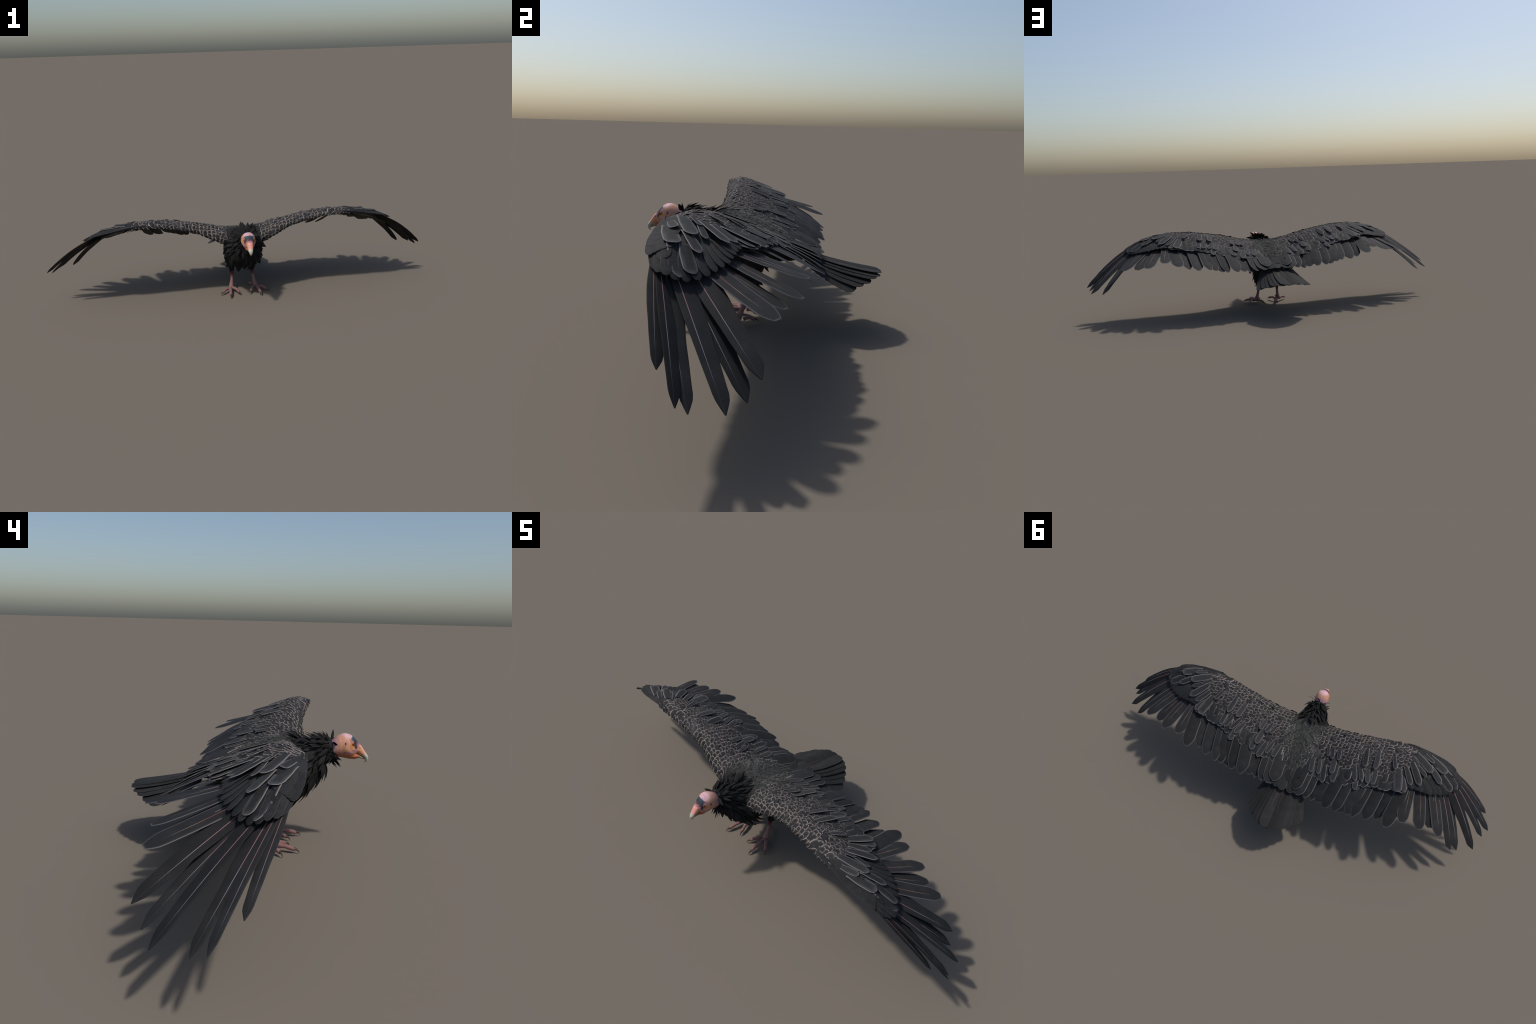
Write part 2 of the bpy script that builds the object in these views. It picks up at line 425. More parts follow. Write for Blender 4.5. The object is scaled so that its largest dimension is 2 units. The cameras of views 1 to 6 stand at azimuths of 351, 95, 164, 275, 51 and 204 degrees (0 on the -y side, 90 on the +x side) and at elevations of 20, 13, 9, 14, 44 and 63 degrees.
# conspicuous raised coverts of the upper wing: tip x,y | base x,y | lift of the tip
LIFTED = [(.704,-.130,.605,-.168,.008),(.633,-.145,.575,-.170,.008),(.778,-.100,.690,-.140,.006),(.756,-.078,.68,-.113,.006),(.698,-.075,.62,-.125,.010),
 (.640,-.102,.54,-.15,.012),(.621,-.076,.56,-.105,.006),(.573,-.098,.53,-.13,.008),(.609,-.025,.535,-.105,.014),(.570,-.012,.515,-.080,.009),
 (.554,.028,.515,-.040,.009),(.524,.040,.490,-.060,.014),(.476,-.047,.450,-.10,.012),(.389,-.012,.375,-.100,.016),(.337,-.010,.320,-.090,.015),
 (.380,.049,.358,-.010,.010),(.351,.050,.315,-.015,.012),(.320,.059,.292,-.005,.013),(.335,.092,.312,.030,.007),(.403,.048,.395,-.020,.010),
 (.208,-.005,.198,-.060,.012),(.178,-.003,.163,-.058,.012),(.155,-.009,.14,-.055,.010),(.201,.060,.19,-.015,.013),(.216,.092,.215,.02,.009),
 (.173,.108,.155,.03,.010),(.140,.080,.125,.015,.010),(.103,.081,.09,.015,.012)]

def lay(name, me, s, tx, ty, bx, by, parent, lift_t=.006, lift_b=-.004, roll=0, tilt=(0, 0, 0)):
    tip = V((s * tx, ty, surf(tx, ty) + lift_t * .8)); base = V((s * bx, by, surf(bx, by) + lift_b))
    up = surf_n(s * (tx + bx) / 2, (ty + by) / 2)
    return new_obj(name, me, parent, frame(base, tip, up + V(tilt), roll))

for s, key in ((1, "wing_l"), (-1, "wing_r")):
    wing = BODY[key]; r = random.Random(23)
    # greater coverts over the secondaries
    n = 20
    for i in range(n):
        x = .075 + (.535 - .075) * i / (n - 1)
        ty = pchip([.07, .13, .2, .27, .35, .43, .55], [.098, .098, .098, .085, .070, .050, .036], x) + r.uniform(-.008, .008)
        bx = x - .004 + .012 * r.random(); L = .062 + .016 * r.random()
        lay("covert_feather", CVW[r.randrange(4)], s, x + r.uniform(-.006, .006), ty, bx, ty - L, wing, .001 + .006 * r.random() ** 2, -.004, s * math.radians(r.uniform(-9, 1)))
    # median coverts
    n = 17
    for i in range(n):
        x = .085 + (.53 - .085) * i / (n - 1)
        ty = pchip([.07, .13, .2, .27, .35, .43, .55], [.085, .082, .080, .064, .050, .028, .006], x) + r.uniform(-.012, .010)
        if r.random() < .25: continue
        lay("covert_feather", CVW[r.randrange(4)], s, x + r.uniform(-.008, .008), ty, x - .006 + .01 * r.random(), ty - .048 - .014 * r.random(), wing, .002 + .007 * r.random() ** 2, -.003, s * math.radians(r.uniform(-9, 2)))
    # greater primary coverts, dark, along the hand
    PC = [(.560,.004),(.585,-.002),(.607,-.006),(.630,-.008),(.652,-.012),(.675,-.016),(.698,-.026),(.720,-.038),(.740,-.052),(.760,-.068),(.776,-.088),(.788,-.108),(.792,-.126),(.786,-.143)]
    for i, (x, y) in enumerate(PC):
        bx, by = x - .055 - .003 * i, y - .075 + .0048 * i
        lay("primary_covert_feather", CVP[2 * r.randrange(2) + (0 if s > 0 else 1)], s, x, y, bx, max(by, -.16), wing, .002, -.004, s * math.radians(-6))
    # smooth narrow feathers lying along the front of the hand
    for i in range(34):
        t = r.random(); x = .56 + .215 * (i / 33); q = r.choice((.1, .35, .6, .85, 1.1))
        rr = row(x); y = rr[0] + (rr[2] - rr[0]) * q + .004
        L = .075; bx = x - L * .96; r2 = row(bx); by = r2[0] + (r2[2] - r2[0]) * q * .9
        lay("hand_covert_feather", CVP[2 * r.randrange(2) + (0 if s > 0 else 1)], s, x, y, bx, by, wing, .0015, -.001)
    for (tx, ty, bx, by, lift) in LIFTED:
        lay("covert_feather", CV[r.randrange(3)], s, tx, ty, bx, by, wing, lift * r.uniform(1.0, 1.45) + .001, .002, s * math.radians(r.uniform(-10, 6)))
    # pale lining under the wrist
    if s > 0: UND = feather("underwing_feather", round_tip(.15, .7, 1, 2.2, .7), round_tip(.15, .7, 1, 2.2, .7), [m_white] * 5, 10, 0, 0, .06, .01, .02, .01)
    for i in range(11):
        x = .30 + .34 * i / 10
        y = -.025 - .03 * smooth(.5, .64, x)
        tip = V((s * (x + .03), y, surf(x + .03, y) - .020)); by = -.115
        base = V((s * (x - .03), by, surf(x - .03, by) - pchip(*THICK, x) - .002))
        new_obj("underwing_feather", UND, wing, frame(base, tip, surf_n(s * x, -.05)))
    if s > 0: UNC = feather("underwing_feather", round_tip(.17, .7, 1, 2, .75), round_tip(.17, .7, 1, 2, .75), [m_undercov] * 5, 10, 0, 0, .06, .01, .02, .01)
    for i in range(13):
        x = .50 + .25 * i / 12; y = -.055 - .04 * smooth(.62, .75, x); by = -.172 + .012 * smooth(.7, .75, x)
        xb = x - .03; x1 = min(x + .03, .775)
        new_obj("underwing_feather", UNC, wing, frame((s * xb, by, surf(xb, by) - .013), (s * x1, y, surf(x1, y) - .028), (0, -.4, 1)))
    for (x0, y0, x1, y1, dz) in [(.585, -.155, .675, -.118, .026), (.62, -.158, .712, -.122, .023)]:
        new_obj("underwing_feather", UND, wing, frame((s*x0, y0, surf(x0, y0) - dz), (s*x1, y1, surf(x1, y1) - dz), (0, -.5, 1)))

# ------------------------------------------------------------------ scale-like lesser coverts
def scale_mesh(name, W, mats, rim=.10, bow=.035, tip0=.35):
    f = round_tip(W, .8, 1, 2.0, tip0, .3)
    return feather(name, f, f, mats, 7, bow, 0, .11, .024, rim, .02, .0, 1, 1, 1.0)
SC = [scale_mesh("scale_feather", .43 + .03 * k, [m_scale, m_scale_sub, m_scale_rim, m_scale, m_scale], .088 + .012 * k) for k in range(3)]
SCF = [scale_mesh("scale_feather", .42, [m_scale, m_scale, m_scale_sub, m_scale, m_scale], .075), scale_mesh("scale_feather", .45, [m_scale, m_scale_sub, m_scale_dim, m_scale, m_scale], .09), scale_mesh("scale_feather", .45, [m_back, m_scale_sub, m_scale_dim, m_scale, m_scale], .12)]
BK = [scale_mesh("back_feather", .40 + .04 * k, [m_back, m_back, m_back_rim if k else m_rump_rim, m_back, m_back], .13) for k in range(3)]

def transformed(me, M):
    v = np.empty(len(me.vertices) * 3); me.vertices.foreach_get("co", v); v = v.reshape(-1, 3)
    A = np.array(M); return v @ A[:3, :3].T + A[:3, 3]

class Stuff:
    def __init__(s): s.v, s.f, s.m, s.mats, s.n = [], [], [], [], 0
    def add(s, me, M):
        s.v.append(transformed(me, M)); mi = []
        for m in me.materials:
            if m not in s.mats: s.mats.append(m)
            mi.append(s.mats.index(m))
        for p in me.polygons:
            s.f.append(tuple(i + s.n for i in p.vertices)); s.m.append(mi[p.material_index])
        s.n += len(me.vertices)
    def done(s, name, parent):
        me = new_mesh(name, np.vstack(s.v), s.f, s.mats, s.m); o = new_obj(name, me, parent); o["kind"] = "stuff"; return o

def drop_on(p, reach=.05):
    hit = bvh.find_nearest(p, reach)
    return (hit[0], hit[1]) if hit and hit[0] is not None else None

for s, key in ((1, "wing_l"), (-1, "wing_r")):
    wing = BODY[key]; r = random.Random(5); stuff = Stuff(); cand = []
    x, rowi = .098, 0
    while x < .555:
        th = pchip(*THICK, x); rr = row(x); y0, z0, y1, z1 = rr[:4]
        ylim = pchip([.09, .2, .3, .36, .45, .5, .555], [.065, .070, .058, .045, .008, -.03, -.10], x)
        # path around the arm: lower front -> leading edge -> over the ridge -> back
        path = [V((x, y0 + .6*(y1-y0), surf(x, y1) - th)), V((x, y0 + .15*(y1-y0), z0 - .6*th)), V((x, y0, z0 - .1*th)), V((x, y0 + .35*(y1-y0), z0 + .6*(z1-z0))), V((x, y1, z1))]
        y = y1 + .015
        while y < ylim: path.append(V((x, y, surf(x, y)))); y += .015
        if len(path) > 5: path.append(V((x, max(ylim, y1), surf(x, max(ylim, y1)))))
        acc = 0; pos = (rowi % 2) * .006 + r.random() * .003
        for a, b in zip(path[:-1], path[1:]):
            L = (b - a).length; d = (b - a).normalized() if L > 1e-6 else V((0, 1, 0))
            while pos <= acc + L and L > 1e-6:
                p = a + d * (pos - acc); cand.append((p, d, pos)); pos += .0138 + .0036 * r.random()
            acc += L
        x += .0185; rowi += 1
    objs = 0
    for p, d, pos in cand:
        p = V((s * (p.x + r.uniform(-.004, .004)), p.y + r.uniform(-.002, .002), p.z)); d = V((s * (.22 + r.uniform(-.15, .15)), d.y, d.z)).normalized()
        h = drop_on(p)
        if not h: continue
        q, nrm = h
        d = (d - nrm * d.dot(nrm)).normalized()
        size = (.0285 + r.uniform(-.004, .004)) * (.68 if pos < .05 else 1) * (1 + .15 * smooth(.3, .5, abs(p.x))) * (1 + .45 * smooth(-.05, .04, p.y))
        base = q - d * size * .45 + nrm * .0005; tip = q + d * size * .55 + nrm * ((.0026 if pos > .05 else .0008) + .0018 * r.random())
        faint = r.random() < .10 + .16 * smooth(-.06, .02, p.y) + .3 * smooth(.16, .11, abs(p.x))
        me = SCF[r.randrange(3)] if faint else SC[r.randrange(3)]
        M = frame(base, tip, nrm, r.uniform(-.1, .1))
        if pos > .05 and not faint and objs < 150:
            new_obj("scale_feather", me, wing, M); objs += 1
        else: stuff.add(me, M)
    stuff.done("small_scale_feathers", wing)

stuff = Stuff(); r = random.Random(9)
y = -.135; k = 0
while y < .165:
    x = -.125 + (k % 2) * .007
    while x < .126:
        px = x + r.uniform(-.004, .004); py = y + r.uniform(-.003, .003)
        hit = bvh.ray_cast(V((px, py, .6)), V((0, 0, -1)))
        if hit[0] is not None and hit[1].z > .2:
            q, nrm = hit[0], hit[1]; d = V((px * 1.2 + r.uniform(-.25, .25), 1, 0)); d = (d - nrm * d.dot(nrm)).normalized()
            size = .021 + r.uniform(-.006, .006) + .010 * smooth(.08, .16, py)
            c = abs(px) < .03 + .02 * smooth(.0, -.1, py)
            me = BK[0 if c or py < -.105 or r.random() < .25 else r.randrange(1, 3)]
            stuff.add(me, frame(q - d * size * .45 - nrm * .0005, q + d * size * .55 + nrm * (.0012 + .0015 * r.random()), nrm, r.uniform(-.15, .15)))
        x += .0135
    y += .0120; k += 1
stuff.done("back_feathers", BODY["torso"])

# ------------------------------------------------------------------ tail
tail = BODY["tail"]
RUMP = feather("tail_covert_feather", round_tip(.24, .7, 1, 1.8, .8, .5, .3), round_tip(.24, .7, 1, 1.8, .8, .5, .3), [m_tail, m_tail, m_rump_rim, m_tail, m_under], 12, .03, 0, .06, .008, .02, .008, 0)
r = random.Random(3)
NT = 12
for i in range(NT):
    t = (i / (NT - 1)) * 2 - 1
    s = 1 if t > 0 else -1; a = abs(t)
    tip = V((.131 * s * a ** .9 - .005 * a * (s < 0), pchip([0, .2, .4, .6, .8, 1], [.396, .391, .378, .358, .332, .302], a), pchip([0, .35, .7, 1], [.194, .189, .177, .162], a) - .003 * (i % 2)))
    base = V((.074 * t - .004 * a * (s < 0), .140 + .006 * a, .243 - .008 * a))
    L = (tip - base).length; W = (.0335 - .003 * a) / L
    me = feather("tail_feather", round_tip(W * .85, .7, 1, 2.0, .88, .6, .35), round_tip(W * 1.15, .7, 1, 2.0, .86, .6, .35), [m_tail, m_tail, m_tail, m_shaft_t, m_under], 20, -.025, .015, .06, .005, .006, .0028, .55, s)
    up = V((.55 * t, .1, 1)); roll = -s * math.radians(8)
    M = frame(base + V((0, 0, .005 * (1 - a))), tip, up, roll)
    new_obj("tail_feather", me, tail, M)
for (tx, ty, bx, by, z) in [(.040,.196,.024,.12,.004),(-.044,.200,-.026,.12,.005),(.078,.192,.05,.115,.001),(-.078,.190,-.05,.115,.001),(.004,.203,.002,.12,.007),
                         (.024,.160,.015,.09,.006),(-.030,.158,-.018,.09,.006),(.060,.165,.04,.10,.003),(-.060,.168,-.04,.10,.003),(0,.15,0,.085,.007)]:
    def top(x, y):
        h = bvh.ray_cast(V((x, min(y, .19), .6)), V((0, 0, -1)))
        return h[0].z if h[0] is not None else .235
    b = V((bx, by, top(bx, by) - .002)); zt = pchip([.1, .16, .2, .24, .27], [.283, .260, .247, .236, .226], ty) + z * .35 - 1.8 * tx * tx
    new_obj("tail_covert_feather", RUMP, tail, frame(b, V((tx, ty, zt)), V((tx * 4, .25, 1))))

# ------------------------------------------------------------------ ruff
def lance(W, belly=.4):
    return lambda s: W * (math.sin(math.pi * min(s / (2 * belly), .5)) if s < belly else max(1 - ((s - belly) / (1 - belly)) ** 1.6, 0)) * .92 + W * .03
RF = [feather("ruff_feather", lance(.125 + .028 * k), lance(.125 + .028 * k), [m_ruff] * 5, 12, .05 + .02 * k, .02 * (k - 1), .22, .014, .02, .01, 0) for k in range(3)]
neck = BODY["neck"]; torso_o = BODY["torso"]
axis = spline([(0,-.288,.347),(0,-.262,.338),(0,-.23,.322),(0,-.195,.300),(0,-.15,.272),(0,-.10,.25)], 60)
r = random.Random(17); cnt = 0
NR = 18
extra = Stuff()
for k in range(NR):
    u = k / (NR - 1); i = int(u * 50); c = V(axis[i]); d = (V(axis[i + 3]) - V(axis[max(i - 3, 0)])).normalized()
    X = V((1, 0, 0)); Y = d.cross(X)
    num = int(12 + 16 * u)
    for j in range(num):
        a = math.tau * (j + .5 * (k % 2) + r.uniform(-.3, .3)) / num
        out = X * math.cos(a) + Y * math.sin(a)
        if out.z > .35 and u > .70: continue
        low = smooth(.2, -.8, out.z)
        hit = bvh.ray_cast(c + out * .2, -out)
        if hit[0] is None: continue
        q, nrm = hit[0], hit[1]
        if abs(q.x) > .10: continue
        along = d + V((0, 0, -.55 * low)) + out.cross(d) * r.uniform(-.35, .35)
        along = (along - nrm * along.dot(nrm)).normalized()
        top = smooth(.45, .95, out.z)
        lift = (.40 + .28 * top - .16 * u + r.uniform(-.14, .18)) * (1 - .25 * low) * (1 - .55 * top * smooth(.55, .9, u))
        dirn = (along + nrm * lift).normalized()
        side = smooth(.35, .8, abs(out.x)) * smooth(.5, .1, u) * smooth(-.5, .1, out.z); lift += .40 * side
        L = (1 + .25 * side) * (.040 + .020 * u + .028 * low * smooth(.2, .7, u)) * r.uniform(.7, 1.1)
        base = q - nrm * .003
        up = nrm - along * .3
        M = frame(base, base + dirn * L, up, r.uniform(-.35, .35))
        if r.random() < .65: new_obj("ruff_feather", RF[r.randrange(3)], neck if u < .55 else torso_o, M)
        else: extra.add(RF[r.randrange(3)], M)
extra.done("ruff_underlayer", torso_o)
# collar feathers round the nape that point forward past the head
for ringk in range(2):
    for j in range(17):
        a = math.tau * (j + .5 * ringk + r.uniform(-.25, .25)) / 17
        out = V((math.cos(a), 0, math.sin(a))); down = smooth(.3, -.9, out.z)
        base = V((0, -.268 + .012 * ringk - .020 * down, .3405 - .006 * down)) + out * (.0285 + .004 * ringk)
        fwd = -.75 * smooth(.55, -.1, out.z)
        dirn = V((out.x * .7, fwd + .5 * smooth(.4, .9, out.z), out.z * .7 + .35 * smooth(.5, .9, out.z) - .25 * down)).normalized()
        L = .036 * r.uniform(.7, 1.2) * (.7 + .4 * down)
        new_obj("collar_feather", RF[r.randrange(3)], neck, frame(base - dirn * .004, base + dirn * L, out - dirn * .3, r.uniform(-.4, .4)))
# loose black feathers of breast, belly and trousers
stuff = Stuff()
for k in range(170):
    y = r.uniform(-.16, .12); x = r.uniform(-.10, .10)
    hit = bvh.ray_cast(V((x, y, -.2)), V((0, 0, 1)))
    if y > -.02 and k % 3: continue
    if hit[0] is None or abs(hit[0].x) > .1: continue
    q, nrm = hit[0], hit[1]
    d = V((x * .6, .75, -.5)); d = (d - nrm * d.dot(nrm)).normalized()
    L = r.uniform(.035, .05)
    stuff.add(RF[r.randrange(3)], frame(q - nrm * .002, q + d * L + nrm * L * .08, nrm, r.uniform(-.3, .3)))
stuff.done("belly_feathers", torso_o)
for s, key in ((1, "thigh_l"), (-1, "thigh_r")):
    stuff = Stuff()
    for k in range(60):
        z = r.uniform(.112, .20); a = r.uniform(0, math.tau)
        c = V((s * .058, -.040, z)); out = V((math.cos(a), math.sin(a), 0))
        if out.y > .35: continue
        hit = bvh.ray_cast(c + out * .12, -out)
        if hit[0] is None: continue
        q, nrm = hit[0], hit[1]
        d = V((0, -.18, -1)); d = (d - nrm * d.dot(nrm)).normalized(); L = r.uniform(.022, .04)
        stuff.add(RF[r.randrange(3)], frame(q - nrm * .002, q + d * L + nrm * L * .05, nrm, r.uniform(-.3, .3)))
    stuff.done("trouser_feathers", BODY[key])

# ------------------------------------------------------------------ head
def head_ring(T, B, w, n=32, egg=.0, p=2.0):
    T, B = V((0, *T)), V((0, *B)); C = (T + B) / 2; H = (T - B) / 2; out = []
    for a in np.linspace(0, math.tau, n, endpoint=False):
        ca, sa = math.cos(a), math.sin(a)
        x = w * math.copysign(abs(sa) ** (2 / p), sa); h = math.copysign(abs(ca) ** (2 / p), ca)
        if ca < 0: x *= 1 - egg * ca * ca
        out.append(C + H * h + V((x, 0, 0)))
    return out
# top point (y,z) | bottom point (y,z) | half width | egg | exponent
HEAD = [(-.252,.350,-.262,.310,.025,0,2),(-.270,.364,-.276,.311,.0285,.05,2),(-.284,.3755,-.290,.313,.0318,.12,2),(-.298,.3855,-.303,.3135,.0338,.2,2.1),(-.313,.3918,-.316,.3125,.0345,.26,2.15),
 (-.325,.3920,-.327,.3100,.0335,.3,2.2),(-.335,.3890,-.335,.3085,.0310,.32,2.2),(-.343,.3836,-.342,.3085,.0280,.32,2.15),(-.3515,.3755,-.348,.3115,.0248,.3,2.1),(-.359,.3672,-.354,.3215,.0208,.25,2.1),
 (-.366,.3595,-.3590,.3300,.0175,.12,2.2),(-.3735,.3525,-.3655,.3275,.0148,0,2.3),(-.381,.3415,-.3735,.3225,.0128,0,2.3),(-.3885,.3312,-.3800,.3190,.0112,0,2.2)]
BILL = [(-.3870,.3332,-.3788,.3192,.0117,0,2.2),(-.392,.3268,-.3825,.3160,.0106,0,2.2),(-.3962,.3203,-.3850,.3125,.0090,0,2.1),(-.3975,.3140,-.3868,.3085,.0074,0,2),(-.3960,.3070,-.3880,.3045,.0056,0,2),(-.3915,.3012,-.3868,.3012,.0036,0,2),(-.3850,.2983,-.3838,.2990,.0012,0,2)]
JAW = [(-.326,.330,-.326,.3125,.0160,.3,2),(-.338,.333,-.339,.3095,.0200,.32,2),(-.350,.3325,-.352,.3085,.0185,.25,2),(-.358,.3300,-.360,.3108,.0150,.15,2),(-.3655,.3265,-.3665,.3132,.0122,.1,2),(-.372,.3225,-.3735,.3118,.0102,.1,2),(-.378,.3190,-.380,.3098,.0080,.1,2),(-.3835,.3155,-.3850,.3090,.0052,.1,2),(-.387,.3125,-.3875,.3105,.0015,0,2)]
def head_loft(tab, n, name, mats, rev=True):
    R = [head_ring((p[0], p[1]), (p[2], p[3]), p[4], egg=p[5], p=p[6]) for p in spline(tab, n)]
    v, f = loft(R)
    return new_mesh(name, v, f, mats)

def sph(M, c, rad, soft=.5, stretch=(1, 1, 1), warp=None):
    """soft ball mask round a point of the head, mirrored in x"""
    x, y, z = M.sep(M.tc.outputs["Object"])
    ax = M.math("ABSOLUTE", x)
    d2 = None
    for q, k, st in ((ax, 0, stretch[0]), (y, 1, stretch[1]), (z, 2, stretch[2])):
        t = M.math("MULTIPLY", M.math("SUBTRACT", q, c[k]), 1 / st); t = M.math("MULTIPLY", t, t)
        d2 = t if d2 is None else M.math("ADD", d2, t)
    d = M.math("SQRT", d2)
    if warp is not None: d = M.math("ADD", d, warp)
    return M.math("SUBTRACT", 1.0, M.ramp(d, rad * (1 - soft), rad * (1 + soft)))

def head_mat():
    M = Mat("bare_head_skin", .6, .25)
    M.b.inputs["Subsurface Weight"].default_value = .08
    M.b.inputs["Subsurface Radius"].default_value = (.004, .002, .001)
    x, y, z = M.sep(M.tc.outputs["Object"])
    nf = M.noise(260, 4, .6); nm = M.noise(110, 3, .6, dist=.6); nl = M.noise(45, 2)
    w = M.math("MULTIPLY", M.math("SUBTRACT", nm, .5), .012); w2 = M.math("MULTIPLY", M.math("SUBTRACT", nl, .5), .012)
    c = M.mix(M.ramp(nm, .3, .7), (.52, .27, .20), (.48, .24, .14))
    pink = M.mix(nm, (.63, .40, .42), (.52, .31, .32))
    c = M.mix(sph(M, (0, -.328, .394), .026, .3, (1.1, .9, .9), w), c, pink)                     # crown
    c = M.mix(M.math("MULTIPLY", sph(M, (.0, -.264, .346), .036, .5, (1.4, .8, 1.5), w2), .95), c, (.25, .16, .25))  # nape, mauve
    c = M.mix(M.math("MULTIPLY", sph(M, (.029, -.330, .350), .027, .45, (1, 1, .95), w), .9), c, M.mix(M.ramp(nm, .35, .65), (.48, .21, .09), (.54, .29, .22)))     # orange face
    c = M.mix(sph(M, (.024, -.3425, .3605), .0095, .35, (1.2, 1, 1.15), w2), c, (.46, .185, .035))               # eye surround
    low = M.math("ADD", M.math("MULTIPLY", M.math("SUBTRACT", y, -.35), -.09), z)
    c = M.mix(M.math("SUBTRACT", 1.0, M.ramp(M.math("ADD", low, w), .321, .333)), c, M.mix(nl, (.40, .12, .05), (.36, .16, .07)))        # ruddy throat
    c = M.mix(M.math("MULTIPLY", sph(M, (.0, -.352, .318), .016, .6, (2, 1, 1), w), .8), c, (.40, .115, .040))
    # bill: pink above, apricot at the side
    bill = M.ramp(M.math("ADD", M.math("ADD", M.math("MULTIPLY", y, -1.0), M.math("MULTIPLY", z, -.62)), w2), .1440, .1490)
    pk = M.mix(M.ramp(M.math("ABSOLUTE", x), .006, .013), (.64, .28, .25), (.56, .265, .155))
    c = M.mix(M.math('MULTIPLY', M.ramp(M.noise(170, 4, .65), .56, .66), .45), c, (.34, .16, .20))
    c = M.mix(bill, c, pk)
    c = M.mix(sph(M, (.014, -.3585, .3405), .0068, .4), c, (.53, .27, .12))
    # mauve line from the eye to the corner of the mouth and along the cheek
    mott = M.ramp(nf, .40, .58)
    mauve = M.mix(mott, (.20, .07, .13), (.36, .18, .27))
    for cc, rad, st in (((.019, -.3535, .3475), .0062, (1.3, .7, 1.3)), ((.022, -.349, .3415), .0055, (1.3, 1, 1)), ((.027, -.338, .3325), .0052, (1.5, 1.6, .6)), ((.030, -.322, .3335), .0060, (1.5, 1.8, .5)), ((.029, -.338, .3755), .008, (1.2, .8, 1.2)), ((.031, -.3215, .3640), .0035, (1.5, .6, 1.4))):
        c = M.mix(M.math("MULTIPLY", sph(M, cc, rad, .5, st, w), .8), c, mauve)
    freck = M.math("MULTIPLY", sph(M, (0, -.336, .390), .013, .4, (1.4, .8, 1), w), M.ramp(nf, .50, .60))
    c = M.mix(M.math("MULTIPLY", freck, .85), c, (.36, .17, .24))
    # slate-black brow
    brow_y = M.math("ADD", M.math("ADD", M.math("MULTIPLY", y, -.80), M.math("MULTIPLY", z, -.60)), 0)   # grows toward the bill
    dark = M.math("MULTIPLY", M.ramp(M.math("ADD", brow_y, M.math("MULTIPLY", w, .45)), .0405, .0435), M.math("SUBTRACT", 1.0, M.ramp(M.math("ADD", brow_y, w), .0700, .0830)))
    side = M.math("SUBTRACT", 1.0, M.ramp(M.math("ADD", M.math("ABSOLUTE", x), M.math("MULTIPLY", w, .5)), .0195, .0225))
    face = M.ramp(M.math("ADD", z, w2), .345, .352)
    dark = M.math("MULTIPLY", M.math("MULTIPLY", dark, side), face)
    slate = M.mix(M.ramp(nf, .42, .66), (.018, .022, .030), (.055, .060, .075))
    slate = M.mix(M.math("SUBTRACT", 1.0, M.ramp(brow_y, .043, .053)), slate, (.045, .075, .11))
    slate = M.mix(M.math("MULTIPLY", M.ramp(brow_y, .060, .074), M.ramp(nf, .42, .55)), slate, (.34, .12, .17))
    c = M.mix(dark, c, slate)
    for q, rad in (((.0185, -.3512, .3590), .0062), ((.0190, -.3545, .3525), .0045)): c = M.mix(sph(M, q, rad, .45, (1.3, .75, 1.4), w), c, M.mix(mott, (.014, .013, .018), (.06, .028, .042)))
    # ear opening and nostril rims
    c = M.mix(sph(M, (.034, -.3190, .3625), .0050, .35, (1.5, .8, 1.25)), c, (.44, .22, .11))
    c = M.mix(M.math('MULTIPLY', sph(M, (.034, -.3225, .3640), .0034, .5, (2.0, .7, 1.5), w), .8), c, (.34, .17, .17))
    c = M.mix(sph(M, (.034, -.3190, .3640), .0029, .35, (2.5, .7, 1.3)), c, (.02, .012, .008))
    c = M.mix(sph(M, (.0148, -.3672, .3490), .0021, .35, (2.5, 1.1, .8)), c, (.03, .012, .010))
    M.color(c)
    M.bump(nf, .25, .0006)
    return M.m
m_head = head_mat()
def horn_mat():
    M = Mat("bill_horn", .35, .5)
    x, y, z = M.sep(M.tc.outputs["Object"])
    n = M.noise(120, 3)
    c = M.mix(n, (.36, .35, .27), (.46, .45, .36))
    c = M.mix(M.math("SUBTRACT", 1.0, M.ramp(z, .298, .302)), c, (.08, .07, .06))
    M.color(c); return M.m
m_horn = horn_mat()
def jaw_mat():
    M = Mat("lower_jaw_skin", .5, .35)
    x, y, z = M.sep(M.tc.outputs["Object"]); n = M.noise(90, 3)
    c = M.mix(n, (.36, .105, .036), (.30, .095, .04))
    c = M.mix(M.ramp(M.math("MULTIPLY", y, -1), .3690, .3710), c, (.24, .21, .15))
    M.color(c); return M.m
head = new_obj("head", head_loft(HEAD, 90, "head", [m_head]), root)
# brow ridge, cheek and ear relief pushed into the skin
for v in head.data.vertices:
    p = v.co; ax = abs(p.x); q = V((ax, p.y, p.z)); n = V((p.x, 0, (p.z - .35) * .5)).normalized()
    def bumpf(c, rad): return math.exp(-((q - V(c)).length / rad) ** 2)
    k = 0
    k += -.0022 * bumpf((.026, -.3435, .3605), .0055)
    k += .0018 * bumpf((.024, -.3455, .3695), .0055)
    k += .0014 * bumpf((.034, -.3190, .3560), .0050) - .0024 * bumpf((.034, -.3190, .3640), .0028)
    k += .0012 * bumpf((.030, -.330, .345), .009)
    k += -.0012 * bumpf((.017, -.3625, .347), .004)
    k += -.0012 * bumpf((.016, -.3672, .3490), .0022)
    k += .0008 * noise.noise(p * 120) * smooth(-.372, -.35, p.y)
    v.co = p + n * k
head.data.update()
new_obj("lower_jaw", head_loft(JAW, 40, "lower_jaw", [jaw_mat()]), head)
new_obj("bill_tip", head_loft(BILL, 40, "bill_tip", [m_horn]), head)
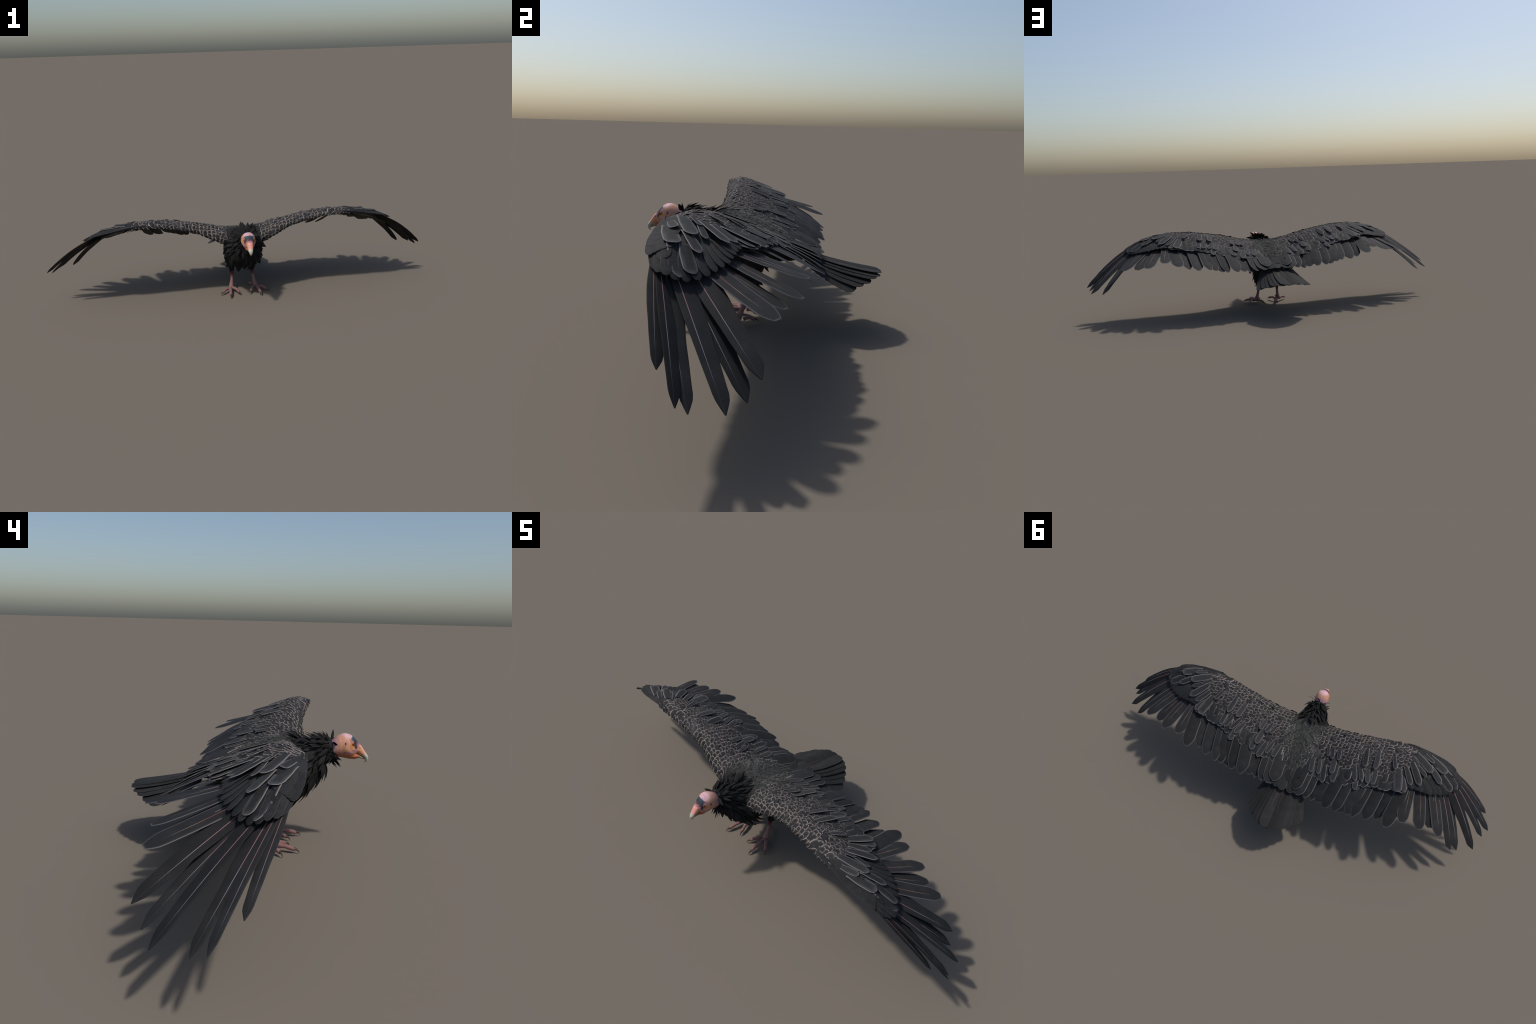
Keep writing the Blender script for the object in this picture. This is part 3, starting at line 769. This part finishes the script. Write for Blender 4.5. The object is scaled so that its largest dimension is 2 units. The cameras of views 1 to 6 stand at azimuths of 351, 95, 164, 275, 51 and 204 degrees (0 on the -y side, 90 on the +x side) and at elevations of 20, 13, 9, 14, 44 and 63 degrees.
def ball(name, c, rad, mat, parent):
    bm_v, bm_f = loft([[V((rad*math.sin(t)*math.cos(a), rad*math.sin(t)*math.sin(a), rad*math.cos(t))) + V(c) for a in np.linspace(0, math.tau, 20, endpoint=False)] for t in np.linspace(.05, math.pi-.05, 14)])
    return new_obj(name, new_mesh(name, bm_v, bm_f, [mat]), parent)
def eye_mat():
    M = Mat("eye_red_brown", .1, .6)
    x, y, z = M.sep(M.tc.outputs["Object"])
    d = sph(M, (.0262, -.3452, .3607), .0022, .3, (3, 1, 1))
    M.color(M.mix(d, (.10, .015, .006), (.004, .003, .003))); return M.m
m_eye = eye_mat()
for s in (1, -1): ball("eye", (s * .0218, -.3440, .3605), .0047, m_eye, head)

# ------------------------------------------------------------------ legs
def leg_mat():
    M = Mat("scaly_leg_skin", .6, .3)
    x, y, z = M.sep(M.tc.outputs["Object"])
    vor = M.n("ShaderNodeTexVoronoi", feature="DISTANCE_TO_EDGE"); vor.inputs["Scale"].default_value = 330
    M.link(M.tc.outputs["Object"], vor.inputs["Vector"])
    n = M.noise(140, 3, .6)
    sc = M.ramp(vor.outputs["Distance"], .02, .12)
    c = M.mix(sc, (.12, .050, .046), (.28, .165, .158))
    c = M.mix(M.ramp(n, .5, .7), c, (.20, .08, .07))
    toe = M.math("SUBTRACT", 1.0, M.ramp(z, .012, .026))
    c = M.mix(M.math("MULTIPLY", toe, .45), c, (.20, .072, .062))
    red = M.ramp(M.math("ADD", z, M.math("MULTIPLY", M.math("SUBTRACT", n, .5), .03)), .072, .088)
    c = M.mix(red, c, (.105, .015, .012))
    M.color(c); M.bump(sc, .5, .0012); return M.m
m_leg = leg_mat()
m_claw = plain("claw_horn", (.030, .019, .015), .45, .3, c2=(.075, .045, .032), gscale=120)
def toe_path(a, b, r0, r1, hump=.006):
    pts = []
    for t in np.linspace(0, 1, 9):
        p = V(a).lerp(V(b), t); bulge = 1 + .10 * math.cos(t * math.tau * 2.5)
        pts.append((p.x, p.y, p.z + hump * math.sin(math.pi * t) , (r0 + (r1 - r0) * t) * bulge))
    return pts
TOES = [((.078,-.088,.016),(.118,-.125,.0105),.0082,.0062,(.128,-.135,.002)),((.071,-.090,.017),(.079,-.172,.0105),.0092,.0068,(.0822,-.187,.002)),
        ((.056,-.084,.016),(.030,-.140,.0105),.0082,.0062,(.0235,-.153,.002)),((.052,-.058,.017),(.033,-.024,.0095),.0072,.0052,(.026,-.008,.002))]
for s in (1, -1):
    P = [tube([(s*.054,-.040,.118,.0105),(s*.0545,-.046,.098,.0088),(s*.057,-.055,.075,.0074),(s*.060,-.064,.050,.0082),(s*.0635,-.073,.030,.0125),(s*.065,-.080,.016,.0125)], 40, 18)]
    for a, b, r0, r1, c in TOES:
        P.append(tube(toe_path((s*a[0], *a[1:]), (s*b[0], *b[1:]), r0, r1), 30, 14))
    me = remesh(*join(P), .0018, 4, .5)
    me.name = "leg"; me.materials.clear(); me.materials.append(m_leg)
    me.polygons.foreach_set("use_smooth", [True] * len(me.polygons))
    leg = new_obj("leg", me, root)
    for a, b, r0, r1, c in TOES:
        b = V((s*b[0], *b[1:])); c = V((s*c[0], *c[1:])); d = (c - b).normalized()
        m = b.lerp(c, .5) + V((0, 0, .0045))
        v, f = tube([(*(b - d*.004 + V((0,0,.001))), r1*.72), (*(b + d*.001 + V((0,0,.0025))), r1*.72), (*m, r1*.45), (*c.lerp(m, .25), r1*.22), (*(c + V((0, 0, -.0017))), .0005)], 16, 12)
        new_obj("claw", new_mesh("claw", v, f, [m_claw]), leg)
